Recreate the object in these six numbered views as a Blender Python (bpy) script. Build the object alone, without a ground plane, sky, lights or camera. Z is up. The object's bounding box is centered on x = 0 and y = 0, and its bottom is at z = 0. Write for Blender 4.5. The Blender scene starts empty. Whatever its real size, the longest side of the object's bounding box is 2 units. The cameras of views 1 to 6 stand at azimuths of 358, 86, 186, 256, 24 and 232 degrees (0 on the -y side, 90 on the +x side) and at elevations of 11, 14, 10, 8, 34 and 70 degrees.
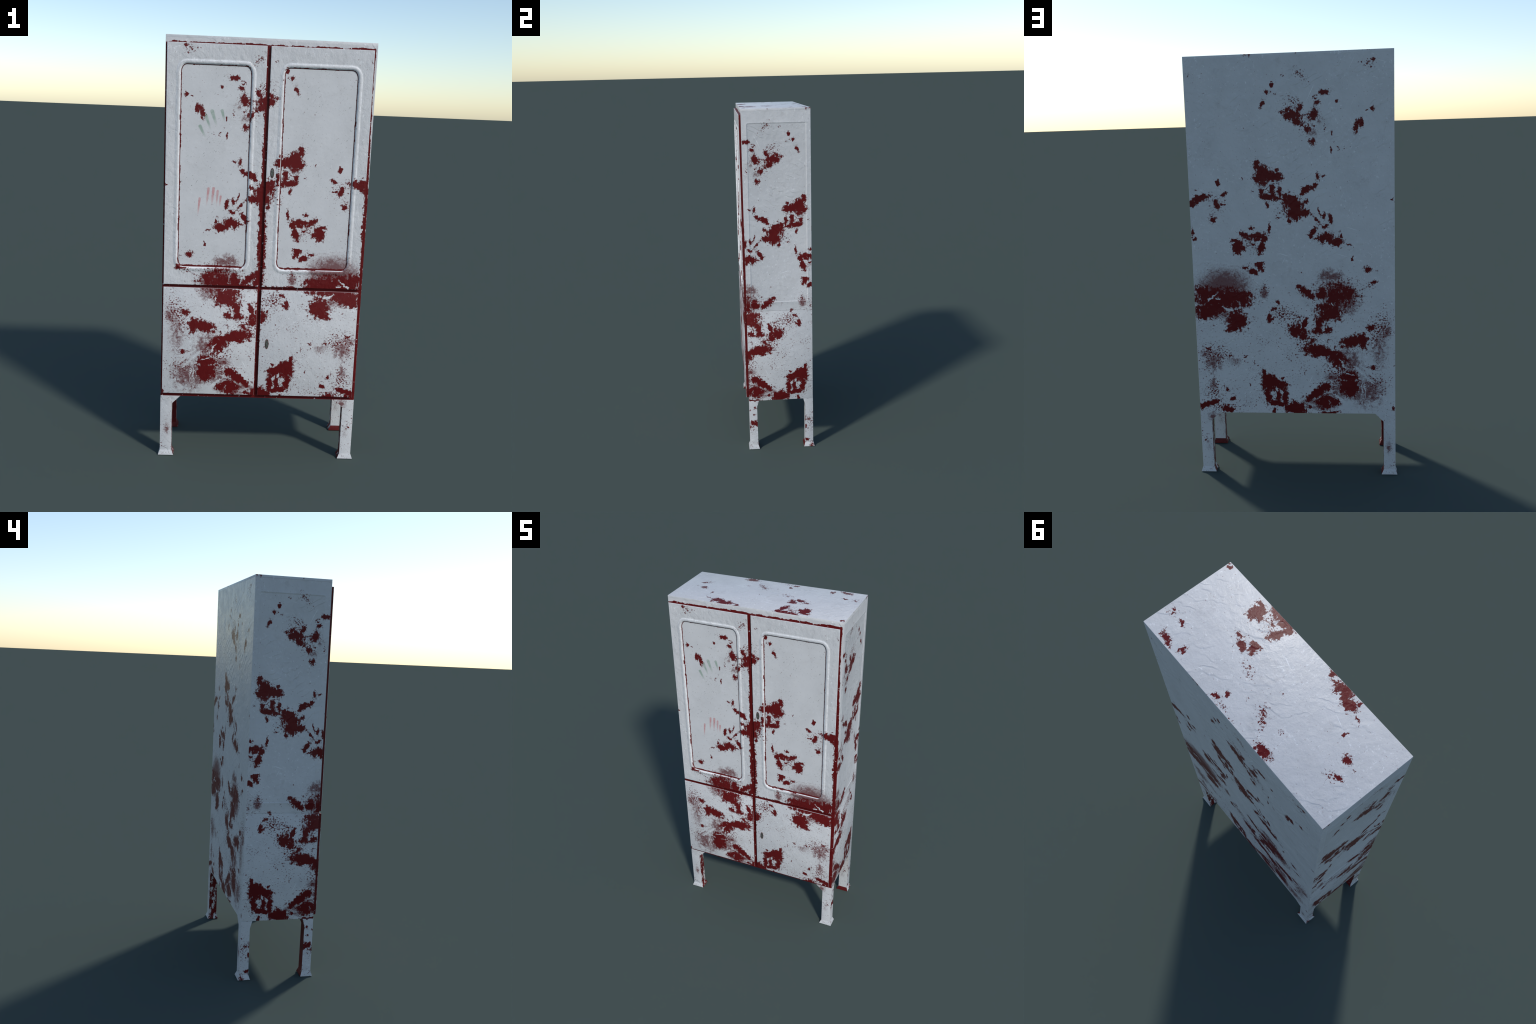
"""Tall two-door metal cabinet on four short legs: white-grey paint flaking off dark red rust."""
import bpy, bmesh, math
from mathutils import Vector

# ------------------------------------------------------------------ sizes (metres)
HALF_W = 0.4735                 # carcass half width
Y_FRONT, Y_BACK = -0.184, 0.1938
Z_FLOOR, Z_TOP = 0.3078, 2.0
SHEET = 0.012                   # thickness of the sheet-metal walls
DOOR_FACE = -0.1966             # flat face of a door
DOOR_BACK = -0.1843
Z_SEAM = 0.860                  # joint between upper and lower side sheet

# ------------------------------------------------------------------ where the paint has come off
# Each stain is an ellipse (u, v, half length, half height, tilt in degrees, cover).  u runs along a
# wall, v is the height; cover above 1 is bare metal, below 0.5 only a spray of flecks.  The flaking
# repeats with every metre of height, so v is given for the first metre only.
CROWN_STAINS = [
    (-0.05, 0.911, 0.039, 0.018, 48, 0.5), (-0.095, 0.876, 0.025, 0.009, 46, 0.2), (0.023, 0.899, 0.018, 0.007, 12, 0.25),
    (0.073, 0.864, 0.01, 0.013, 2, 0.6), (0.093, 0.83, 0.016, 0.013, -17, 0.75), (0.063, 0.824, 0.014, 0.01, 2, 0.4),
    (0.118, 0.783, 0.009, 0.019, 21, 0.95), (-0.164, 0.821, 0.029, 0.013, -8, 0.8), (-0.122, 0.8, 0.025, 0.013, -38, 0.5),
    (-0.131, 0.778, 0.016, 0.011, -28, 0.85), (-0.013, 0.801, 0.029, 0.014, 41, 0.25), (-0.046, 0.79, 0.016, 0.019, 2, 0.45),
    (-0.017, 0.725, 0.047, 0.025, 26, 0.95), (-0.049, 0.749, 0.012, 0.029, 17, 0.9), (-0.042, 0.695, 0.027, 0.018, 36, 0.85),
    (-0.111, 0.722, 0.024, 0.019, -13, 1), (-0.118, 0.748, 0.013, 0.015, 2, 0.7), (-0.085, 0.665, 0.019, 0.024, 41, 0.6),
    (-0.108, 0.604, 0.018, 0.016, 2, 0.85), (-0.161, 0.67, 0.009, 0.045, 7, 0.35), (-0.191, 0.64, 0.005, 0.011, 2, 0.8),
    (-0.217, 0.579, 0.005, 0.032, -28, 0.5), (-0.191, 0.566, 0.005, 0.014, -13, 0.75), (-0.248, 0.571, 0.008, 0.012, 2, 0.45),
    (-0.218, 0.781, 0.008, 0.009, 2, 0.8), (-0.376, 0.745, 0.013, 0.01, 2, 0.75), (-0.351, 0.738, 0.013, 0.006, -18, 0.5),
    (-0.379, 0.955, 0.02, 0.009, -8, 0.55), (-0.35, 0.932, 0.009, 0.013, 31, 0.35), (-0.307, 0.67, 0.01, 0.029, 17, 1),
    (-0.327, 0.682, 0.008, 0.019, -8, 1), (0.447, 0.915, 0.016, 0.024, 2, 0.3), (0.385, 0.834, 0.017, 0.004, 2, 0.45),
]
FLAG_STAINS = [
    (0.149, 0.503, 0.011, 0.027, -13, 1.15), (0.130, 0.458, 0.027, 0.036, 1, 1.25), (0.108, 0.469, 0.052, 0.020, 36, 1.2),
    (0.062, 0.451, 0.024, 0.017, 9, 1.1), (0.063, 0.479, 0.008, 0.012, 21, 0.9), (0.137, 0.385, 0.013, 0.021, 1, 0.7),
    (0.084, 0.39, 0.011, 0.028, 1, 1), (0.05, 0.382, 0.009, 0.029, 1, 1), (0.106, 0.36, 0.037, 0.015, 9, 0.95),
    (0.067, 0.351, 0.025, 0.011, 1, 0.9), (0.108, 0.322, 0.009, 0.016, 1, 0.9), (0.131, 0.425, 0.017, 0.017, 1, 0.5),
    (-0.003, 0.333, 0.038, 0.029, 21, 1.15), (-0.019, 0.288, 0.033, 0.031, 1, 1.15), (-0.058, 0.285, 0.025, 0.015, 11, 1.1),
    (0.01, 0.247, 0.008, 0.019, 1, 0.9), (-0.069, 0.335, 0.012, 0.01, 1, 0.9), (-0.106, 0.401, 0.022, 0.009, -34, 1.1),
    (-0.07, 0.388, 0.02, 0.013, -19, 1.1), (-0.058, 0.371, 0.009, 0.009, 1, 0.9), (-0.127, 0.448, 0.012, 0.014, 1, 0.85),
    (-0.152, 0.451, 0.007, 0.007, 1, 0.85), (-0.068, 0.445, 0.018, 0.005, -29, 0.4), (0.336, 0.43, 0.009, 0.012, 1, 0.9),
    (0.222, 0.449, 0.005, 0.008, 1, 0.7), (0.426, 0.356, 0.045, 0.013, -20, 1.15), (0.464, 0.34, 0.018, 0.012, 1, 1.15),
    (0.308, 0.377, 0.015, 0.01, -18, 0.85), (0.346, 0.33, 0.012, 0.021, -9, 0.9), (0.317, 0.326, 0.016, 0.005, 1, 0.95),
    (0.441, 0.399, 0.015, 0.005, 1, 0.5), (0.368, 0.26, 0.017, 0.018, 42, 0.9), (0.059, 0.264, 0.025, 0.013, 16, 0.5),
    (0.175, 0.386, 0.019, 0.011, 1, 0.3),
]
WAIST_STAINS = [
    (0.188, 0.218, 0.013, 0.011, 1, 0.85), (0.217, 0.183, 0.028, 0.018, 21, 0.75), (0.16, 0.177, 0.049, 0.018, -9, 0.85),
    (0.133, 0.165, 0.016, 0.019, 1, 0.95), (0.103, 0.208, 0.005, 0.026, 6, 0.95), (0.275, 0.16, 0.015, 0.01, 1, 1),
    (0.253, 0.129, 0.023, 0.028, 16, 1.1), (0.267, 0.109, 0.014, 0.011, 1, 0.9), (0.145, 0.124, 0.016, 0.029, 21, 1),
    (0.181, 0.138, 0.017, 0.008, 21, 0.7), (-0.133, 0.281, 0.004, 0.025, -9, 0.8), (-0.153, 0.266, 0.009, 0.017, 1, 0.8),
    (-0.18, 0.25, 0.007, 0.025, -9, 0.9), (-0.116, 0.248, 0.007, 0.025, -29, 0.85), (-0.155, 0.22, 0.018, 0.009, 1, 0.8),
    (-0.102, 0.195, 0.011, 0.026, 21, 0.95), (-0.088, 0.173, 0.013, 0.013, 1, 0.75), (-0.157, 0.165, 0.037, 0.02, 1, 1.15),
    (-0.201, 0.145, 0.034, 0.017, 11, 1.05), (-0.228, 0.174, 0.009, 0.021, -19, 0.7), (-0.263, 0.132, 0.016, 0.005, 31, 0.9),
    (0.468, 0.2, 0.008, 0.029, 1, 0.6), (0.454, 0.166, 0.01, 0.01, 1, 0.9), (-0.466, 0.337, 0.005, 0.014, 1, 0.6),
    (-0.277, 0.068, 0.005, 0.012, 1, 1),
    # these straddle the repeat line
    (0.155, 1.042, 0.019, 0.028, -14, 1), (0.188, 1.009, 0.021, 0.013, 31, 1), (0.226, 1.025, 0.015, 0.006, -9, 0.75),
    (-0.349, 1.015, 0.018, 0.014, 1, 0.9), (-0.391, 1.004, 0.008, 0.008, 1, 0.5), (-0.04, 1.001, 0.015, 0.008, 1, 0.35),
]
# Extra flakes on the roof only (v is one metre minus depth).
ROOF_STAINS = [
    (0.372, 0.828, 0.034, 0.013, 20, 0.85), (0.30, 0.846, 0.012, 0.02, 0, 0.65), (-0.157, 0.824, 0.036, 0.016, -8, 0.95),
    (0.385, 0.902, 0.018, 0.008, 20, 0.7),
]
ROOF_SPRAY = [
    (0.439, 0.911, 0.026, 0.026, 0, 0.5), (-0.062, 0.90, 0.065, 0.022, 45, 0.5), (0.05, 0.82, 0.06, 0.02, 0, 0.25),
    (-0.15, 0.91, 0.03, 0.02, 0, 0.3), (0.10, 0.97, 0.08, 0.04, 20, 0.2),
]
# Heavier corrosion low on the upright walls only (v is the true height here).
RAIL_CORROSION = [
    (-0.206, 0.891, 0.116, 0.085, 0, 0.62), (-0.138, 0.898, 0.034, 0.032, 0, 0.95), (-0.261, 0.904, 0.034, 0.032, 0, 0.9),
    (-0.167, 0.813, 0.065, 0.046, 0, 0.9), (-0.121, 0.763, 0.028, 0.043, 0, 0.75), (-0.158, 0.72, 0.026, 0.02, 0, 0.75),
    (0.344, 0.88, 0.12, 0.05, 0, 1.05), (0.431, 0.913, 0.035, 0.031, 21, 1), (0.4, 0.823, 0.068, 0.035, -10, 1.1),
    (0.275, 0.772, 0.044, 0.045, 10, 1.05), (0.294, 0.734, 0.032, 0.018, -20, 1), (0.238, 0.88, 0.044, 0.043, 0, 0.85),
    (0.433, 0.787, 0.023, 0.012, 0, 0.95), (-0.025, 0.934, 0.014, 0.011, 0, 0.95), (-0.062, 0.906, 0.044, 0.017, 36, 0.9),
    (0.058, 0.828, 0.066, 0.036, 0, 0.28), (0.109, 0.778, 0.021, 0.016, -30, 0.6), (0.193, 0.779, 0.042, 0.029, 0, 0.15),
]
BASE_CORROSION = [
    (-0.012, 0.724, 0.043, 0.036, 11, 0.9), (-0.018, 0.792, 0.052, 0.036, 0, 0.3),
    (-0.104, 0.626, 0.05, 0.025, 5, 1.15), (-0.16, 0.61, 0.057, 0.019, 26, 1.1), (-0.204, 0.579, 0.042, 0.033, 40, 1.1),
    (-0.278, 0.67, 0.058, 0.027, -16, 0.95), (-0.323, 0.669, 0.026, 0.037, 11, 0.95), (-0.362, 0.737, 0.022, 0.016, -26, 0.85),
    (-0.423, 0.769, 0.041, 0.067, 26, 0.25), (-0.37, 0.539, 0.022, 0.012, 0, 0.75), (-0.255, 0.495, 0.045, 0.025, 0, 1),
    (-0.26, 0.444, 0.042, 0.043, 0, 1.15), (-0.1, 0.413, 0.053, 0.017, -26, 1.1), (-0.142, 0.443, 0.031, 0.021, 0, 0.9),
    (-0.067, 0.38, 0.022, 0.015, -21, 0.95), (-0.137, 0.365, 0.035, 0.033, 0, 1.1), (-0.187, 0.369, 0.029, 0.03, 21, 0.75),
    (-0.263, 0.554, 0.025, 0.019, 0, 0.5), (-0.161, 0.312, 0.045, 0.006, -1, 1), (0.03, 0.332, 0.026, 0.021, -1, 1.1),
    (0.42, 0.633, 0.023, 0.007, 16, 0.85), (0.436, 0.596, 0.036, 0.037, 0, 0.3), (0.321, 0.597, 0.051, 0.021, 10, 0.45),
    (0.243, 0.593, 0.024, 0.019, 0, 0.4), (0.397, 0.368, 0.016, 0.012, 0, 0.95), (0.333, 0.327, 0.032, 0.017, 21, 0.85),
    (0.051, 0.380, 0.012, 0.05, 0, 1), (0.136, 0.40, 0.014, 0.05, 0, 1),
]
# Loose flecks scattered round the bigger flakes, and pitted areas low on the walls.
SPECKLED_SKIRTS = [
    (-0.02, 0.78, 0.10, 0.06, 30, 0.15), (-0.09, 0.67, 0.08, 0.08, 0, 0.2), (0.10, 0.40, 0.09, 0.10, 0, 0.12),
    (0.02, 0.29, 0.12, 0.06, 10, 0.12), (0.20, 0.15, 0.11, 0.09, 10, 0.15), (0.34, 0.33, 0.08, 0.09, 0, 0.15),
    (0.20, 1.02, 0.07, 0.05, 20, 0.2), (-0.06, 0.90, 0.09, 0.05, 45, 0.1), (-0.36, 0.94, 0.05, 0.04, 0, 0.2),
]
PITTED_AREAS = [
    (-0.40, 0.72, 0.10, 0.16, 20, 0.3), (-0.38, 0.45, 0.12, 0.12, 0, 0.25), (-0.22, 0.50, 0.14, 0.18, 0, 0.35),
    (0.38, 0.60, 0.14, 0.10, 0, 0.3), (0.40, 0.42, 0.10, 0.14, 0, 0.22), (0.05, 0.80, 0.12, 0.08, 0, 0.3),
    (-0.06, 0.66, 0.10, 0.12, 20, 0.3), (-0.20, 0.86, 0.15, 0.13, 0, 0.4), (0.34, 0.86, 0.16, 0.13, 0, 0.4),
    (0.36, 0.34, 0.12, 0.05, 0, 0.35), (0.0, 0.34, 0.14, 0.06, 0, 0.3), (0.14, 0.92, 0.06, 0.06, 0, 0.25),
]
# Thin, see-through rust bloom.
RUST_HAZE = [
    (0.327, 0.937, 0.14, 0.093, 0, 0.9), (0.139, 0.907, 0.028, 0.057, 0, 0.6), (-0.174, 0.982, 0.102, 0.056, 1, 0.6),
    (-0.233, 0.862, 0.116, 0.107, 0, 0.6), (0.30, 0.57, 0.10, 0.06, 10, 0.3), (0.429, 0.604, 0.05, 0.045, 0, 0.45),
    (-0.263, 0.579, 0.076, 0.058, 0, 0.55), (-0.171, 0.488, 0.056, 0.044, 0, 0.6), (-0.303, 0.392, 0.084, 0.082, 0, 0.5),
    (0.4, 0.455, 0.036, 0.083, 0, 0.4), (-0.133, 0.347, 0.113, 0.037, 0, 0.6), (-0.43, 0.712, 0.055, 0.122, 21, 0.4),
    (0.408, 0.289, 0.051, 0.046, -1, 0.5), (-0.145, 1.700, 0.040, 0.060, 12, 0.22), (-0.105, 1.645, 0.050, 0.032, 35, 0.42),
    (0.131, 1.422, 0.023, 0.03, 1, 0.6), (-0.40, 0.62, 0.09, 0.20, 0, 0.35), (0.40, 0.56, 0.10, 0.12, 0, 0.4),
    (-0.34, 0.42, 0.14, 0.14, 0, 0.55), (-0.26, 0.57, 0.14, 0.11, 30, 0.5), (-0.20, 0.42, 0.12, 0.12, 0, 0.45), (-0.08, 0.36, 0.12, 0.05, 0, 0.4), (0.33, 0.80, 0.16, 0.08, 0, 0.35), (-0.44, 0.15, 0.05, 0.15, 0, 0.2), (0.44, 0.15, 0.05, 0.16, 0, 0.1),
]
# Smooth smears fading in from above at waist height.
RUST_SMEARS = [(0.33, 0.925, 0.150, 0.115, 0, 1.15), (-0.20, 0.90, 0.14, 0.12, 0, 0.85), (0.13, 0.90, 0.03, 0.06, 0, 0.6)]
# Strokes of paint left standing inside the corrosion.
PAINT_STROKES = [
    (-0.325, 0.503, 0.077, 0.005, 42, 1), (-0.346, 0.518, 0.077, 0.004, 42, 1), (-0.225, 0.561, 0.036, 0.005, 57, 1),
    (-0.225, 0.37, 0.078, 0.006, 40, 1), (-0.186, 0.532, 0.018, 0.012, 20, .6), (-0.259, 0.503, 0.028, 0.003, 21, 1),
    (0.329, 0.909, 0.01, 0.013, 0, .6), (0.386, 0.889, 0.044, 0.004, -39, 1), (0.358, 0.88, 0.028, 0.006, 0, 1),
    (0.318, 0.83, 0.035, 0.007, 21, 1), (-0.185, 0.848, 0.022, 0.012, 25, .5), (-0.218, 0.798, 0.010, 0.024, 21, .5),
    (-0.317, 0.422, 0.003, 0.052, 0, 1), (-0.331, 0.422, 0.003, 0.044, 0, 1), (-0.071, 0.421, 0.029, 0.01, -41, 1),
]
# Rust creeping out of the gaps between the doors (doors only).
DOOR_EDGE_RUST = [
    (-0.021, 1.12, 0.012, 0.26, 0, 0.75), (-0.021, 0.90, 0.020, 0.05, 0, 1.0), (-0.005, 1.05, 0.012, 0.20, 0, 0.8),
    (-0.021, 1.45, 0.006, 0.40, 0, 0.55), (-0.016, 0.33, 0.05, 0.012, 0, 0.9), (0.458, 1.15, 0.006, 0.30, 0, 0.5),
    (0.455, 0.33, 0.05, 0.010, 0, 0.9), (-0.012, 0.68, 0.014, 0.05, 0, 0.6), (0.25, 0.868, 0.22, 0.006, 0, 0.9),
    (-0.14, 0.868, 0.13, 0.012, 0, 1.0), (-0.40, 0.955, 0.02, 0.02, 30, 0.7), (0.458, 1.36, 0.05, 0.014, -22, 1.1),
]
# Smeared finger marks on one glass-smooth door panel: tip (x, z) to tail (x, z), half width.
GREEN_FINGERS = [(-0.315, 1.609, -0.283, 1.547, 0.0075), (-0.289, 1.658, -0.261, 1.582, 0.007),
                 (-0.262, 1.679, -0.234, 1.599, 0.0085), (-0.216, 1.681, -0.201, 1.623, 0.007)]
RED_FINGERS = [(-0.306, 1.284, -0.315, 1.187, 0.0055), (-0.266, 1.331, -0.276, 1.234, 0.006),
               (-0.243, 1.333, -0.252, 1.232, 0.0065), (-0.224, 1.32, -0.23, 1.235, 0.0055),
               (-0.21, 1.293, -0.215, 1.237, 0.005)]

PAINT = (0.560, 0.561, 0.567, 1)
PAINT_LIGHT = (0.80, 0.81, 0.82, 1)
RUST = (0.112, 0.0080, 0.0085, 1)
RUST_DARK = (0.080, 0.006, 0.007, 1)


# ------------------------------------------------------------------ node helpers
class Net:
    """Small builder around a node tree: each method adds a node and returns an output socket."""
    def __init__(self, tree):
        self.t, self.n, self.l = tree, tree.nodes, tree.links

    def put(self, sock, val):
        if isinstance(val, bpy.types.NodeSocket):
            self.l.new(val, sock)
        else:
            sock.default_value = val

    def math(self, op, a, b=0.0, c=0.0, clamp=False):
        m = self.n.new('ShaderNodeMath'); m.operation = op; m.use_clamp = clamp
        for s, v in zip(m.inputs, (a, b, c)):
            self.put(s, v)
        return m.outputs[0]

    def vec(self, op, a, b=None):
        m = self.n.new('ShaderNodeVectorMath'); m.operation = op
        self.put(m.inputs[0], a)
        if b is not None:
            self.put(m.inputs[1], b)
        return m.outputs['Value'] if op in ('LENGTH', 'DOT_PRODUCT') else m.outputs[0]

    def xyz(self, x, y, z=0.0):
        m = self.n.new('ShaderNodeCombineXYZ')
        for s, v in zip(m.inputs, (x, y, z)):
            self.put(s, v)
        return m.outputs[0]

    def split(self, v):
        m = self.n.new('ShaderNodeSeparateXYZ'); self.put(m.inputs[0], v)
        return m.outputs

    def mapping(self, v, loc=(0, 0, 0), rot=0.0, scale=(1, 1, 1), kind='TEXTURE'):
        m = self.n.new('ShaderNodeMapping'); m.vector_type = kind
        self.put(m.inputs[0], v)
        m.inputs['Location'].default_value = loc
        m.inputs['Rotation'].default_value = (0, 0, rot)
        m.inputs['Scale'].default_value = scale
        return m.outputs[0]

    def noise(self, v, scale, detail=4.0, rough=0.6, color=False, distortion=0.0):
        m = self.n.new('ShaderNodeTexNoise')
        self.put(m.inputs['Vector'], v)
        m.inputs['Scale'].default_value = scale
        m.inputs['Detail'].default_value = detail
        m.inputs['Roughness'].default_value = rough
        m.inputs['Distortion'].default_value = distortion
        return m.outputs['Color' if color else 'Fac']

    def step(self, v, lo, hi, out0=0.0, out1=1.0, smooth=True):
        m = self.n.new('ShaderNodeMapRange'); m.clamp = True
        if smooth:
            m.interpolation_type = 'SMOOTHSTEP'
        for k, x in zip(('Value', 'From Min', 'From Max', 'To Min', 'To Max'), (v, lo, hi, out0, out1)):
            self.put(m.inputs[k], x)
        return m.outputs[0]

    def mix(self, f, a, b):
        m = self.n.new('ShaderNodeMix'); m.data_type = 'RGBA'
        self.put(m.inputs['Factor'], f)
        self.put(m.inputs[6], a); self.put(m.inputs[7], b)
        return m.outputs[2]

    def select(self, f, a, b):
        m = self.n.new('ShaderNodeMix'); m.data_type = 'FLOAT'
        self.put(m.inputs['Factor'], f); self.put(m.inputs[2], a); self.put(m.inputs[3], b)
        return m.outputs[0]

    def ellipses(self, v, stains):
        """Largest (cover - distance) over a set of ellipses, distance 1 at the rim."""
        best = -1.0
        for i, (u, w, ru, rv, tilt, cover) in enumerate(stains):
            if i and i % 6 == 0:        # evaluate in short batches, which keeps the shader's memory small
                m = self.n.new('ShaderNodeVectorMath'); m.operation = 'MULTIPLY_ADD'
                self.put(m.inputs[0], best); m.inputs[1].default_value = (1e-9,) * 3; self.put(m.inputs[2], v)
                v = m.outputs[0]
            local = self.mapping(v, (u, w, 0), math.radians(tilt), (ru, rv, 1))
            best = self.math('MAXIMUM', self.math('SUBTRACT', cover, self.vec('LENGTH', local)), best)
        return best


def stain_group(name, stains):
    g = bpy.data.node_groups.new(name, 'ShaderNodeTree')
    g.interface.new_socket('Vector', in_out='INPUT', socket_type='NodeSocketVector')
    g.interface.new_socket('Field', in_out='OUTPUT', socket_type='NodeSocketFloat')
    gi, net = g.nodes.new('NodeGroupInput'), Net(g)
    out = net.ellipses(gi.outputs[0], stains)
    go = g.nodes.new('NodeGroupOutput')
    g.links.new(out, go.inputs[0])
    return g


FLAKES = CROWN_STAINS + FLAG_STAINS + WAIST_STAINS
GROUPS = {
    'flaking': stain_group('flaking', [e for e in FLAKES if e[5] > .5]),
    'spray': stain_group('spray', [e for e in FLAKES if e[5] <= .5] + SPECKLED_SKIRTS),
    'corrosion': stain_group('corrosion', [e for e in RAIL_CORROSION + BASE_CORROSION if e[5] > .5]),
    'pitting': stain_group('pitting', [e for e in RAIL_CORROSION + BASE_CORROSION if e[5] <= .5] + PITTED_AREAS),
    'roof': stain_group('roof_flakes', ROOF_STAINS),
    'roof_spray': stain_group('roof_spray', ROOF_SPRAY),
    'haze': stain_group('haze', RUST_HAZE),
    'smears': stain_group('smears', RUST_SMEARS),
    'strokes': stain_group('strokes', PAINT_STROKES),
    'door_edges': stain_group('door_edges', DOOR_EDGE_RUST),
}


def use_group(net, key, vec):
    m = net.n.new('ShaderNodeGroup'); m.node_tree = GROUPS[key]
    net.put(m.inputs[0], vec)
    return m.outputs[0]


def wall_coordinates(net):
    """(u, v) on whichever wall is being shaded: along the wall, and height (or depth on the roof)."""
    tc = net.n.new('ShaderNodeTexCoord'); geo = net.n.new('ShaderNodeNewGeometry')
    p = net.split(tc.outputs['Object'])
    n = net.split(geo.outputs['True Normal'])
    on_side = net.math('GREATER_THAN', net.math('ABSOLUTE', n[0]), 0.72)
    on_roof = net.math('GREATER_THAN', net.math('ABSOLUTE', n[2]), 0.72)
    u = net.select(on_side, p[0], p[1])
    v = net.select(on_roof, p[2], net.math('SUBTRACT', 1.0, p[1]))
    return u, v, on_roof, p, tc.outputs['Object']


def paint_material(name, door=False, panel=None, fingers=False, relief=1.0, frame=False, inner=False, roof=False, leg=False):
    mat = bpy.data.materials.new(name); mat.use_nodes = True
    net = Net(mat.node_tree); bsdf = net.n['Principled BSDF']
    u, v, on_roof, p, pos = wall_coordinates(net)
    wall = net.xyz(u, v)
    # ragged outlines: bend the coordinates a little, then break the rim with fine fractal noise
    bend = net.vec('SCALE', net.vec('SUBTRACT', net.noise(wall, 28, 3, .6, True), (.5, .5, .5)))
    bend.node.inputs['Scale'].default_value = 0.030
    bend2 = net.vec('SCALE', net.vec('SUBTRACT', net.noise(wall, 85, 2, .6, True), (.5, .5, .5)))
    bend2.node.inputs['Scale'].default_value = 0.016
    bent = net.split(net.vec('ADD', net.vec('ADD', wall, bend), bend2))
    bent_uv = net.xyz(bent[0], bent[1])
    wrapped = net.math('ADD', net.math('FRACT', net.math('SUBTRACT', bent[1], 0.055)), 0.055)
    grain = net.math('SUBTRACT', net.noise(wall, 48, 8, .78), 0.5)
    grain_tall = net.math('SUBTRACT', net.noise(net.mapping(wall, scale=(1, 3.4, 1)), 110, 4, .65), 0.5)
    rag = net.math('ADD', net.math('MULTIPLY', grain, 3.7), net.math('MULTIPLY', grain_tall, 2.0))
    dust = net.math('SUBTRACT', net.noise(wall, 125, 4, .65), 0.5)
    low = net.math('MULTIPLY', net.step(v, 0.95, 0.70), net.math('SUBTRACT', 1.0, on_roof))

    field = use_group(net, 'flaking', net.xyz(bent[0], wrapped))
    corr = use_group(net, 'corrosion', bent_uv)
    corr = net.math('SUBTRACT', corr, net.math('MULTIPLY', on_roof, 5.0))
    field = net.math('MAXIMUM', field, corr)
    if roof:
        field = net.math('MAXIMUM', field, use_group(net, 'roof', bent_uv))
    if door:
        field = net.math('MAXIMUM', field, use_group(net, 'door_edges', bent_uv))
    strokes = net.math('MAXIMUM', net.math('MULTIPLY', use_group(net, 'strokes', bent_uv), 2.4), 0.0)
    strokes = net.math('MULTIPLY', strokes, net.math('SUBTRACT', 1.0, on_roof))
    field = net.math('SUBTRACT', field, strokes)
    if leg:
        field = net.math('SUBTRACT', field, 0.5)
    # lone flecks everywhere, many more of them low down
    floor = net.select(low, -1.15, -0.95)
    field = net.math('ADD', net.math('MAXIMUM', field, floor), 0.10)
    rusty = net.step(net.math('ADD', field, rag), -0.12, 0.14)
    pits = net.math('SUBTRACT', use_group(net, 'pitting', bent_uv), net.math('MULTIPLY', on_roof, 5.0))
    pits = net.math('MAXIMUM', use_group(net, 'spray', net.xyz(bent[0], wrapped)), pits)
    pits = net.math('MAXIMUM', pits, net.math('SUBTRACT', net.math('MULTIPLY', field, 0.75), 0.05))
    if roof:
        pits = net.math('MAXIMUM', pits, use_group(net, 'roof_spray', bent_uv))
    pits = net.math('SUBTRACT', net.math('MAXIMUM', pits, net.math('ADD', net.select(low, -.75, -.56), net.math('MULTIPLY', low, net.step(net.noise(wall, 13, 3, .6), .45, .68, 0, .38)))), strokes)
    pits = net.math('ADD', net.math('MULTIPLY', pits, 0.75), net.math('MULTIPLY', dust, 3.6))
    pits = net.math('ADD', pits, net.math('MULTIPLY', grain, 1.5))
    rusty = net.math('MAXIMUM', rusty, net.step(pits, 0.03, 0.26))

    haze = net.math('MULTIPLY', net.math('MAXIMUM', net.math('ADD', use_group(net, 'haze', bent_uv), 0.30), 0.0),
                    net.math('SUBTRACT', 1.0, on_roof))
    haze = net.math('MAXIMUM', net.math('SUBTRACT', haze, net.math('MULTIPLY', strokes, .6)), 0.0)
    cloud = net.noise(wall, 36, 8, .80, distortion=1.2)
    haze = net.math('MULTIPLY', net.step(haze, 0.0, 0.35), net.step(
        net.math('ADD', cloud, net.math('MULTIPLY', haze, .30)), .52, .74), clamp=True)
    rusty = net.math('MAXIMUM', rusty, net.math('MULTIPLY', haze, 0.85))
    smear = net.math('SUBTRACT', use_group(net, 'smears', bent_uv), net.math('ADD', net.math('MULTIPLY', on_roof, 5.0), net.math('MULTIPLY', strokes, .5)))
    smear = net.step(net.math('ADD', smear, net.math('MULTIPLY', dust, 1.1)), 0.0, 0.85, 0.0, 0.85)
    rusty = net.math('MAXIMUM', rusty, smear)
    if frame:   # bare metal where the doors hide the face, paint surviving along the outer rim
        x = net.math('ABSOLUTE', p[0])
        wob = net.math('MULTIPLY', net.noise(pos, 24, 4, .7), 0.022)
        keep_side = net.math('GREATER_THAN', net.math('ADD', x, wob),
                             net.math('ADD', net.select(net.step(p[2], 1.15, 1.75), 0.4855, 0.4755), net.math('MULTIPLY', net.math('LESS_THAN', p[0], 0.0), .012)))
        keep_top = net.math('GREATER_THAN', net.math('ADD', p[2], net.math('MULTIPLY', wob, 1.3)), 1.9875)
        fleck = net.math('GREATER_THAN', net.noise(pos, 70, 3, .6), 0.66)
        keep = net.math('MAXIMUM', net.math('MAXIMUM', keep_side, keep_top), fleck)
        rusty = net.math('MAXIMUM', net.math('SUBTRACT', 1.0, keep),
                         net.math('MULTIPLY', rusty, net.math('LESS_THAN', p[2], 1.975)))
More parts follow.
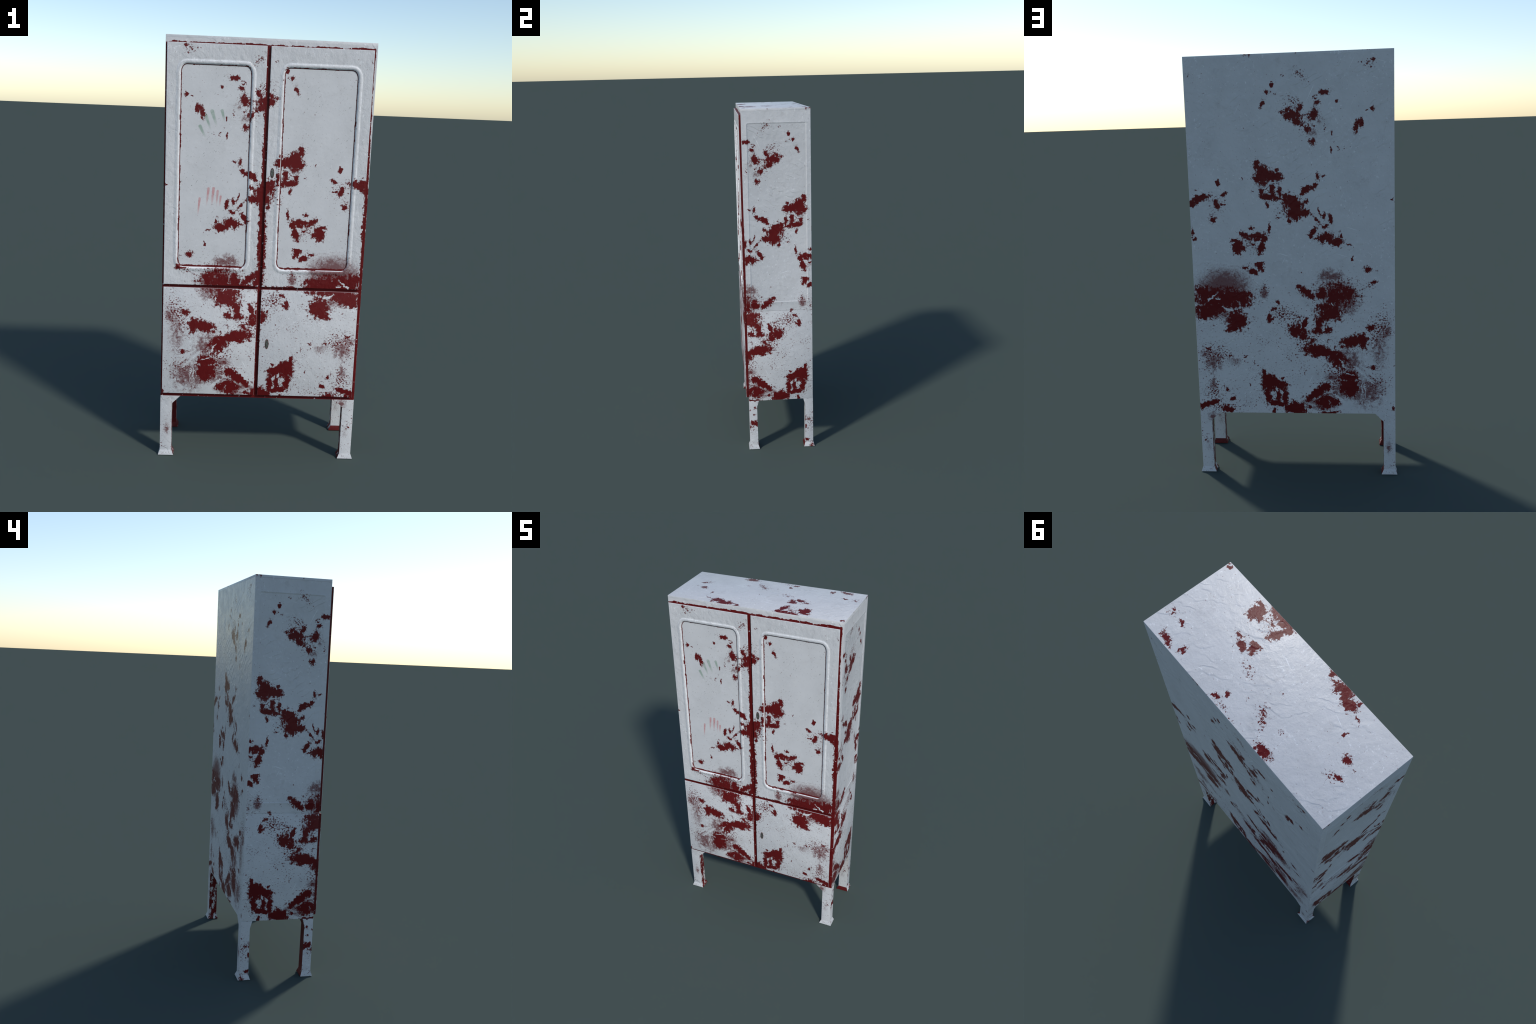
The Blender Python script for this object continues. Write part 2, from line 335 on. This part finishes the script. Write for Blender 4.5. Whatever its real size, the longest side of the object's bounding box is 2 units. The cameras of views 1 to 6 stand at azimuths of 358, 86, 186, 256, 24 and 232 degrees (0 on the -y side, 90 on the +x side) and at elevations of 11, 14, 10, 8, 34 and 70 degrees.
    if panel:   # rust bleeding out of the groove round the panel, heaviest along the bottom
        (x0, x1), (z0, z1) = panel
        wob = net.math('MULTIPLY', net.math('SUBTRACT', net.noise(wall, 34, 5, .7), .5), 0.020)
        side = net.math('MINIMUM', net.math('ADD', net.math('SUBTRACT', u, x0), .0012), net.math('ADD', net.math('SUBTRACT', x1, u), .003))
        ends = net.math('MINIMUM', net.math('SUBTRACT', net.math('SUBTRACT', v, z0), .0035), net.math('ADD', net.math('SUBTRACT', z1, v), .003))
        inset = net.math('ADD', net.math('MINIMUM', side, ends), wob)
        rusty = net.math('MAXIMUM', rusty, net.step(inset, .0030, .0020))
    if inner:   # hidden faces of the legs have lost nearly all paint
        streak = net.noise(net.mapping(pos, scale=(1, 1, .45), kind='POINT'), 46, 5, .75)
        rusty = net.math('MAXIMUM', rusty, net.step(streak, .55, .52))

    # paint: faint mottling, pale rubbed scratches, sparse dark grime flecks
    mott = net.noise(wall, 9, 4, .6)
    colour = net.mix(net.step(mott, .3, .7), tuple(c * .965 for c in PAINT[:3]) + (1,),
                     tuple(c * 1.035 for c in PAINT[:3]) + (1,))
    scuff = net.step(net.noise(wall, 8, 7, .78, distortion=.8), .53, .68)
    colour = net.mix(net.math('MULTIPLY', scuff, 0.15 if panel else 0.28), colour, (.36, .345, .34, 1))
    rub = net.step(net.noise(wall, 62, 6, .80), .56, .64)
    rub = net.math('MULTIPLY', rub, net.step(net.noise(wall, 6, 3, .6), .43, .57))
    scr = net.noise(net.mapping(wall, rot=math.radians(18), scale=(.16, .006, 1)), 1.0, 2, .5)
    scr2 = net.noise(net.mapping(wall, rot=math.radians(-63), scale=(.2, .005, 1)), 1.0, 2, .5)
    rub = net.math('MAXIMUM', rub, net.step(net.math('MAXIMUM', scr, scr2), .72, .76))
    if door:    # tilted faces of the raised moulding and the door rims are paler, in uneven patches
        tilt = net.n.new('ShaderNodeNewGeometry').outputs['Normal']
        rim = net.step(net.math('ABSOLUTE', net.split(tilt)[1]), .985, .93)
        rub = net.math('MAXIMUM', rub, net.math('MULTIPLY', rim, net.step(net.noise(wall, 45, 5, .75), .42, .60, .25, 1.0)))
    colour = net.mix(net.math('MULTIPLY', rub, 0.22 if panel else 0.70), colour, PAINT_LIGHT)
    grime = net.step(net.noise(net.mapping(wall, rot=math.radians(50), scale=(2.2, 1, 1)), 150, 4, .65), .61, .67)
    grime = net.math('MULTIPLY', grime, net.step(net.noise(wall, 6.5, 4, .65), .44, .60))
    colour = net.mix(net.math('MULTIPLY', grime, 0.75 if panel else 0.22), colour, (.10, .12, .11, 1))
    if fingers:
        for marks, tint, dens in ((GREEN_FINGERS, (.26, .34, .28, 1), .85), (RED_FINGERS, (.50, .22, .22, 1), .8)):
            total = 0.0
            for (x0, z0, x1, z1, w) in marks:
                d = Vector((x1 - x0, z1 - z0)); length = d.length
                q = net.split(net.mapping(wall, (x0, z0, 0), math.atan2(d.y, d.x), (length, w, 1)))
                width = net.step(q[0], 0.0, 1.0, 1.1, 0.45, False)
                ends = net.step(q[0], 1.0, 0.35)
                body = net.step(net.math('SUBTRACT', width, net.math('SQRT', net.math(
                    'ADD', net.math('MULTIPLY', q[1], q[1]), net.math('POWER', net.math('MULTIPLY', net.math(
                        'MINIMUM', net.math('SUBTRACT', q[0], .08), 0.0), length / w), 2.0)))), -0.25, 0.35)
                total = net.math('MAXIMUM', total, net.math('MULTIPLY', body, ends))
            blotch = net.step(net.noise(wall, 60, 3, .6), .3, .6, .65, 1.0)
            colour = net.mix(net.math('MULTIPLY', net.math('MULTIPLY', total, dens), blotch), colour, tint)
    rust_col = net.mix(net.step(net.noise(wall, 38, 4, .65), .35, .65), RUST_DARK, RUST)
    rust_col = net.mix(0.75, rust_col, RUST)
    colour = net.mix(rusty, colour, rust_col)
    net.l.new(colour, bsdf.inputs['Base Color'])

    rough = net.step(net.noise(wall, 14, 4, .65), .3, .7, .31 if roof else .27, .42 if roof else .38)
    net.l.new(net.select(rusty, rough, 0.42 if roof else 0.36), bsdf.inputs['Roughness'])
    bsdf.inputs['Specular IOR Level'].default_value = 0.17

    # relief: sagging brush ridges, small lumps, fine orange peel
    wave = net.n.new('ShaderNodeTexWave'); wave.wave_profile = 'SAW'; wave.bands_direction = 'Y'
    net.put(wave.inputs['Vector'], net.mapping(wall, rot=math.radians(38), scale=(1, 1, 1), kind='POINT'))
    for k, x in (('Scale', 9.0), ('Distortion', 9.0), ('Detail', 2.0), ('Detail Scale', 1.1), ('Detail Roughness', .6)):
        wave.inputs[k].default_value = x
    crest = net.math('SUBTRACT', net.step(wave.outputs['Fac'], 0.0, 0.26), wave.outputs['Fac'])
    ridges = net.math('MULTIPLY', crest, net.math('MULTIPLY', net.step(net.noise(wall, 5, 2, .5), .40, .60), net.step(net.noise(wall, 14, 2, .5), .44, .60)))
    lumps = net.noise(net.mapping(wall, scale=(1, 1.8, 1)) if door else wall, 34, 5, .62)
    fine = net.noise(wall, 210, 2, .5)
    h = net.math('ADD', net.math('MULTIPLY', ridges, 0.22 if door else 0.0 if panel else 0.75), net.math('MULTIPLY', lumps, 1.4))
    h = net.math('ADD', h, net.math('MULTIPLY', fine, 0.10))
    bump = net.n.new('ShaderNodeBump')
    bump.inputs['Strength'].default_value = 1.0
    bump.inputs['Distance'].default_value = 0.0020 * relief
    net.put(bump.inputs['Height'], h)
    net.l.new(bump.outputs[0], bsdf.inputs['Normal'])
    return mat


def bare_rust_material(name):
    mat = bpy.data.materials.new(name); mat.use_nodes = True
    net = Net(mat.node_tree); bsdf = net.n['Principled BSDF']
    pos = net.n.new('ShaderNodeTexCoord').outputs['Object']
    col = net.mix(net.step(net.noise(pos, 40, 4, .65), .35, .65), RUST_DARK, RUST)
    col = net.mix(net.step(net.noise(pos, 85, 3, .6), .70, .73), col, PAINT)
    net.l.new(col, bsdf.inputs['Base Color'])
    bsdf.inputs['Roughness'].default_value = 0.5
    bsdf.inputs['Specular IOR Level'].default_value = 0.2
    bump = net.n.new('ShaderNodeBump'); bump.inputs['Distance'].default_value = 0.001
    net.put(bump.inputs['Height'], net.noise(pos, 60, 4, .6))
    net.l.new(bump.outputs[0], bsdf.inputs['Normal'])
    return mat


def lock_material(name):
    mat = bpy.data.materials.new(name); mat.use_nodes = True
    net = Net(mat.node_tree); bsdf = net.n['Principled BSDF']
    pos = net.n.new('ShaderNodeTexCoord').outputs['Object']
    col = net.mix(net.step(net.noise(pos, 320, 3, .6), .42, .62), (.035, .040, .036, 1), (.17, .175, .155, 1))
    net.l.new(col, bsdf.inputs['Base Color'])
    bsdf.inputs['Roughness'].default_value = 0.45
    bsdf.inputs['Metallic'].default_value = 0.3
    return mat


M_WALL = paint_material('flaking_wall_paint', relief=0.8)
M_ROOF = paint_material('flaking_roof_paint', roof=True, relief=0.9)
M_FRAME = paint_material('worn_front_frame', frame=True, relief=0.8)
M_DOOR = paint_material('flaking_door_paint', door=True, relief=1.5)
M_LOWER = paint_material('corroded_door_paint', door=True, relief=0.9)
Z_PANEL = (0.958, 1.874)
X_PANELS = (-0.400, -0.0895), (0.0635, 0.3895)
M_PANEL = paint_material('smooth_panel_paint', panel=(X_PANELS[1], Z_PANEL), relief=0.3)
M_PANEL_SMEARED = paint_material('smeared_panel_paint', panel=(X_PANELS[0], Z_PANEL), fingers=True, relief=0.3)
M_LEG = paint_material('leg_paint', leg=True, relief=0.8)
M_LEG_INNER = paint_material('leg_inner_rust', inner=True, leg=True, relief=0.8)
M_RUST = bare_rust_material('bare_rusty_metal')
M_LOCK = lock_material('tarnished_lock_metal')

# ------------------------------------------------------------------ objects
root = bpy.data.objects.new('metal_cabinet', None)
root.empty_display_size = 0.2
root['label'] = 'tall grey metal cabinet with flaking paint and dark red rust'
root['category'] = 'cabinet'
bpy.context.collection.objects.link(root)


def add(name, bm, mats, parent=root):
    bmesh.ops.recalc_face_normals(bm, faces=bm.faces)
    me = bpy.data.meshes.new(name)
    bm.to_mesh(me); bm.free()
    for m in mats:
        me.materials.append(m)
    me.set_sharp_from_angle(angle=math.radians(32))
    ob = bpy.data.objects.new(name, me)
    ob.parent = parent
    bpy.context.collection.objects.link(ob)
    return ob


def slab(lo, hi, bevelled=None, width=0.0016, mat_of=None):
    """A box whose edges are rounded where bevelled(edge midpoint) says so."""
    bm = bmesh.new()
    bmesh.ops.create_cube(bm, size=1)
    for v in bm.verts:
        v.co = Vector([l + (c + .5) * (h - l) for c, l, h in zip(v.co, lo, hi)])
    if bevelled:
        es = [e for e in bm.edges if bevelled((e.verts[0].co + e.verts[1].co) / 2)]
        bmesh.ops.bevel(bm, geom=es, offset=width, segments=2, affect='EDGES', profile=.5)
    bm.normal_update()
    if mat_of:
        for f in bm.faces:
            f.material_index = mat_of(f)
    return bm


near = lambda a, b: abs(a - b) < 1e-5

# roof: all four rims and upright corners rounded
add('roof', slab((-HALF_W, Y_FRONT, Z_TOP - SHEET), (HALF_W, Y_BACK, Z_TOP),
                 lambda m: near(m.z, Z_TOP) or near(abs(m.x), HALF_W) and (near(m.y, Y_FRONT) or near(m.y, Y_BACK)),
                 mat_of=lambda f: 1 if f.normal.y < -.7 else 2 if f.normal.z > .9 else 0), [M_WALL, M_FRAME, M_ROOF])
add('back_panel', slab((-HALF_W + SHEET, Y_BACK - SHEET, Z_FLOOR + SHEET), (HALF_W - SHEET, Y_BACK, Z_TOP - SHEET)), [M_WALL])
add('front_frame', slab((-HALF_W + SHEET, Y_FRONT, Z_FLOOR + SHEET), (HALF_W - SHEET, Y_FRONT + SHEET, Z_TOP - SHEET)), [M_FRAME])
add('floor', slab((-HALF_W + SHEET, Y_FRONT, Z_FLOOR), (HALF_W - SHEET, Y_BACK, Z_FLOOR + SHEET),
                  mat_of=lambda f: 1 if f.normal.y < -.7 else 2 if f.normal.z < -.7 else 0), [M_WALL, M_FRAME, M_RUST])


def ring(cx, cz, hx, hz, rx, rz, seg=4):
    """Closed loop of a rectangle with rounded corners in (a, b), counter-clockwise from the right."""
    pts = []
    for sx, sz, a0 in ((1, 1, 0), (-1, 1, 90), (-1, -1, 180), (1, -1, 270)):
        for i in range(seg + 1):
            a = math.radians(a0 + 90 * i / seg)
            pts.append((cx + sx * (hx - rx) + rx * math.cos(a), cz + sz * (hz - rz) + rz * math.sin(a)))
    return pts


def sunk_plate(outer, opening, radii, profile, place, depth_back, fill, seg=4, wall_mat=None):
    """Plate with a moulded opening.  outer/opening: (a0, b0, a1, b1); profile: (outward offset, height)
    pairs from the rim of the opening out to the flat; place(a, b, h) puts a point in space."""
    bm = bmesh.new()
    cx, cz = (opening[0] + opening[2]) / 2, (opening[1] + opening[3]) / 2
    hx, hz = (opening[2] - opening[0]) / 2, (opening[3] - opening[1]) / 2
    loops = []
    for off, h in profile:
        loops.append([bm.verts.new(place(a, b, h)) for a, b in
                      ring(cx, cz, hx + off, hz + off, radii[0] + off, radii[1] + off, seg)])
    n = len(loops[0])
    for k in range(len(loops) - 1):
        for i in range(n):
            f = bm.faces.new((loops[k][i], loops[k][(i + 1) % n], loops[k + 1][(i + 1) % n], loops[k + 1][i]))
            f.smooth = True
            if wall_mat and k < wall_mat[0]:
                f.material_index = wall_mat[1]
    corners = [(outer[2], outer[3]), (outer[0], outer[3]), (outer[0], outer[1]), (outer[2], outer[1])]
    h0 = profile[-1][1]
    e = 0.0012                                              # small rounding of the plate's own rim
    face = [bm.verts.new(place(a - e * (1 if i in (0, 3) else -1), b - e * (1 if i < 2 else -1), h0))
            for i, (a, b) in enumerate(corners)]
    rim = [bm.verts.new(place(a, b, h0 - e)) for a, b in corners]
    back = [bm.verts.new(place(a, b, depth_back)) for a, b in corners]
    last = loops[-1]
    m = seg + 1
    for c in range(4):
        for i in range(seg):
            bm.faces.new((last[c * m + i], last[c * m + i + 1], face[c]))
        j = (c + 1) % 4
        bm.faces.new((last[c * m + seg], last[j * m], face[j], face[c]))
        bm.faces.new((face[c], face[j], rim[j], rim[c]))
        f = bm.faces.new((rim[c], rim[j], back[j], back[c]))
        f.material_index = 1
    if fill:
        bm.faces.new(loops[0])
        bm.faces.new(back[::-1])
    else:
        inner = [bm.verts.new(place(a, b, depth_back)) for a, b in ring(cx, cz, hx, hz, *radii, seg)]
        for i in range(n):
            f = bm.faces.new((inner[i], inner[(i + 1) % n], loops[0][(i + 1) % n], loops[0][i]))
            f.material_index = 1
        for c in range(4):
            for i in range(seg):
                bm.faces.new((inner[c * m + i], back[c], inner[c * m + i + 1]))
            j = (c + 1) % 4
            bm.faces.new((inner[c * m + seg], back[c], back[j], inner[j * m]))
    return bm


# side walls: an upper sheet with a shallow pressed field, a plain lower sheet
for s in (1, -1):
    bm = sunk_plate((Y_FRONT, Z_SEAM, Y_BACK, Z_TOP - SHEET), (-0.150, 0.917, 0.165, 1.918), (0.004, 0.004),
                    [(0, -0.0012), (0.0012, -0.0010), (0.0030, 0.0002), (0.0055, 0.0009), (0.0085, 0.0005), (0.012, 0.0)],
                    lambda a, b, h, s=s: Vector((s * (HALF_W + h), a, b)), -SHEET, True)
    bm.normal_update()
    for f in bm.faces:
        f.material_index = 1 if abs(f.normal.y) > .7 and f.calc_center_median().y < Y_FRONT + .001 else 0
    add('side_panel', bm, [M_WALL, M_FRAME])
    add('lower_side_panel', slab((min(s * HALF_W, s * (HALF_W - SHEET)), Y_FRONT, Z_FLOOR),
                                 (max(s * HALF_W, s * (HALF_W - SHEET)), Y_BACK, Z_SEAM),
                                 lambda m: near(abs(m.x), HALF_W), 0.0020,
                                 mat_of=lambda f: 1 if f.normal.y < -.7 else 0), [M_WALL, M_FRAME])

# ------------------------------------------------------------------ doors
for x0, x1, (px0, px1), pmat in ((-0.466, -0.0222, X_PANELS[0], M_PANEL_SMEARED), (-0.0045, 0.458, X_PANELS[1], M_PANEL)):
    front = lambda a, b, h: Vector((a, DOOR_FACE - h, b))
    bm = sunk_plate((x0, 0.868, x1, 1.967), (px0, Z_PANEL[0], px1, Z_PANEL[1]), (0.022, 0.033),
                    [(0, -0.0060), (0.0030, -0.0042), (0.0055, 0.0002), (0.0085, 0.0025), (0.0125, 0.0033),
                     (0.0170, 0.0026), (0.0215, 0.0008), (0.0245, -0.0003), (0.0285, 0.0)],
                    front, DOOR_FACE - DOOR_BACK, False, wall_mat=(1, 1))
    door = add('upper_door', bm, [M_DOOR, M_RUST])
    panel = bmesh.new()
    a, b, g = (px0 + px1) / 2, sum(Z_PANEL) / 2, 0.0005
    f1 = [panel.verts.new((u, -0.1913, w)) for u, w in ring(a, b, (px1 - px0) / 2 - g, (Z_PANEL[1] - Z_PANEL[0]) / 2 - g, .022, .033)]
    f2 = [panel.verts.new((v.co.x, -0.1875, v.co.z)) for v in f1]
    panel.faces.new(f1); panel.faces.new(f2[::-1])
    for i in range(len(f1)):
        j = (i + 1) % len(f1)
        panel.faces.new((f1[i], f2[i], f2[j], f1[j]))
    add('door_panel', panel, [pmat], door)
    bm = slab((x0, DOOR_FACE - 0.0022, 0.327), (x1, DOOR_BACK, 0.855), lambda m: near(m.y, DOOR_FACE - 0.0022), 0.0018,
              mat_of=lambda f: 0 if f.normal.y < -.3 else 1)
    lower = add('lower_door', bm, [M_LOWER, M_RUST])
    if x0 > -0.1:
        for cx, cz, rx, rz, par, y0 in ((0.0225, 1.405, 0.0080, 0.0205, door, DOOR_FACE), (0.0315, 0.587, 0.0078, 0.0215, lower, DOOR_FACE - 0.0022)):
            lock = bmesh.new()
            n = 28
            rows = []
            for k, (f, h) in enumerate(((1.16, -0.001), (1.14, 0.0005), (1.0, 0.0006), (0.97, 0.0), (0.85, 0.0004), (0.45, 0.0008))):
                rows.append([lock.verts.new((cx + rx * f * math.cos(2 * math.pi * i / n), y0 - h - 0.0002,
                                             cz + rz * f * math.sin(2 * math.pi * i / n))) for i in range(n)])
            for k in range(len(rows) - 1):
                for i in range(n):
                    f = lock.faces.new((rows[k][i], rows[k][(i + 1) % n], rows[k + 1][(i + 1) % n], rows[k + 1][i]))
                    f.material_index = 1 if k < 2 else 0
                    f.smooth = True
            lock.faces.new(rows[-1])
            add('keyhole', lock, [M_LOCK, M_RUST], par)

# ------------------------------------------------------------------ legs
for sx in (-1, 1):
    for front_leg in (True, False):
        y_out = Y_FRONT if front_leg else Y_BACK
        sy = -1 if front_leg else 1                         # outward direction in y
        # (z, outer x, inner x, outer y offset, inner y offset): a post whose head flares into a gusset
        rows = [(0.024, HALF_W, .4178, 0.0, .0475), (0.268, HALF_W, .4178, 0.0, .0455), (Z_FLOOR, HALF_W, .377, 0.0, .057)]
        bm = bmesh.new()
        rings = []
        for z, xo, xi, yo, yi in rows:
            rings.append([bm.verts.new((sx * x, y_out + sy * yo if o else y_out - sy * yi, z))
                          for x, o in ((xo, True), (xi, True), (xi, False), (xo, False))])
        for k in range(len(rings) - 1):
            for i in range(4):
                f = bm.faces.new((rings[k][i], rings[k][(i + 1) % 4], rings[k + 1][(i + 1) % 4], rings[k + 1][i]))
                f.material_index = 1 if i == 1 else 2 if i == 2 and sx < 0 else 0
        bm.faces.new(rings[0][::-1]); bm.faces.new(rings[-1])
        es = [e for e in bm.edges if near(abs(e.verts[0].co.x), HALF_W) and near(abs(e.verts[1].co.x), HALF_W)
              and near(e.verts[0].co.y, y_out) and near(e.verts[1].co.y, y_out)]
        bmesh.ops.bevel(bm, geom=es, offset=0.0014, segments=2, affect='EDGES', profile=.5)
        leg = add('leg', bm, [M_LEG, M_LEG_INNER, M_RUST])
        foot = bmesh.new()
        rings = []
        for z, out, inn, yin in ((0.0, 0.008, .011, .0555), (0.0015, 0.008, .011, .0555), (0.024, 0, 0, .0475)):
            rings.append([foot.verts.new((sx * x, y, z)) for x, y in
                          ((HALF_W + out, y_out + sy * out * .94), (.4178 - inn, y_out + sy * out * .94),
                           (.4178 - inn, y_out - sy * yin), (HALF_W + out, y_out - sy * yin))])
        for k in range(len(rings) - 1):
            for i in range(4):
                f = foot.faces.new((rings[k][i], rings[k][(i + 1) % 4], rings[k + 1][(i + 1) % 4], rings[k + 1][i]))
                f.material_index = {1: 1, 2: 2}.get(i, 0)
        foot.faces.new(rings[0][::-1]); foot.faces.new(rings[-1])
        add('foot', foot, [M_LEG, M_LEG_INNER, M_RUST], leg)
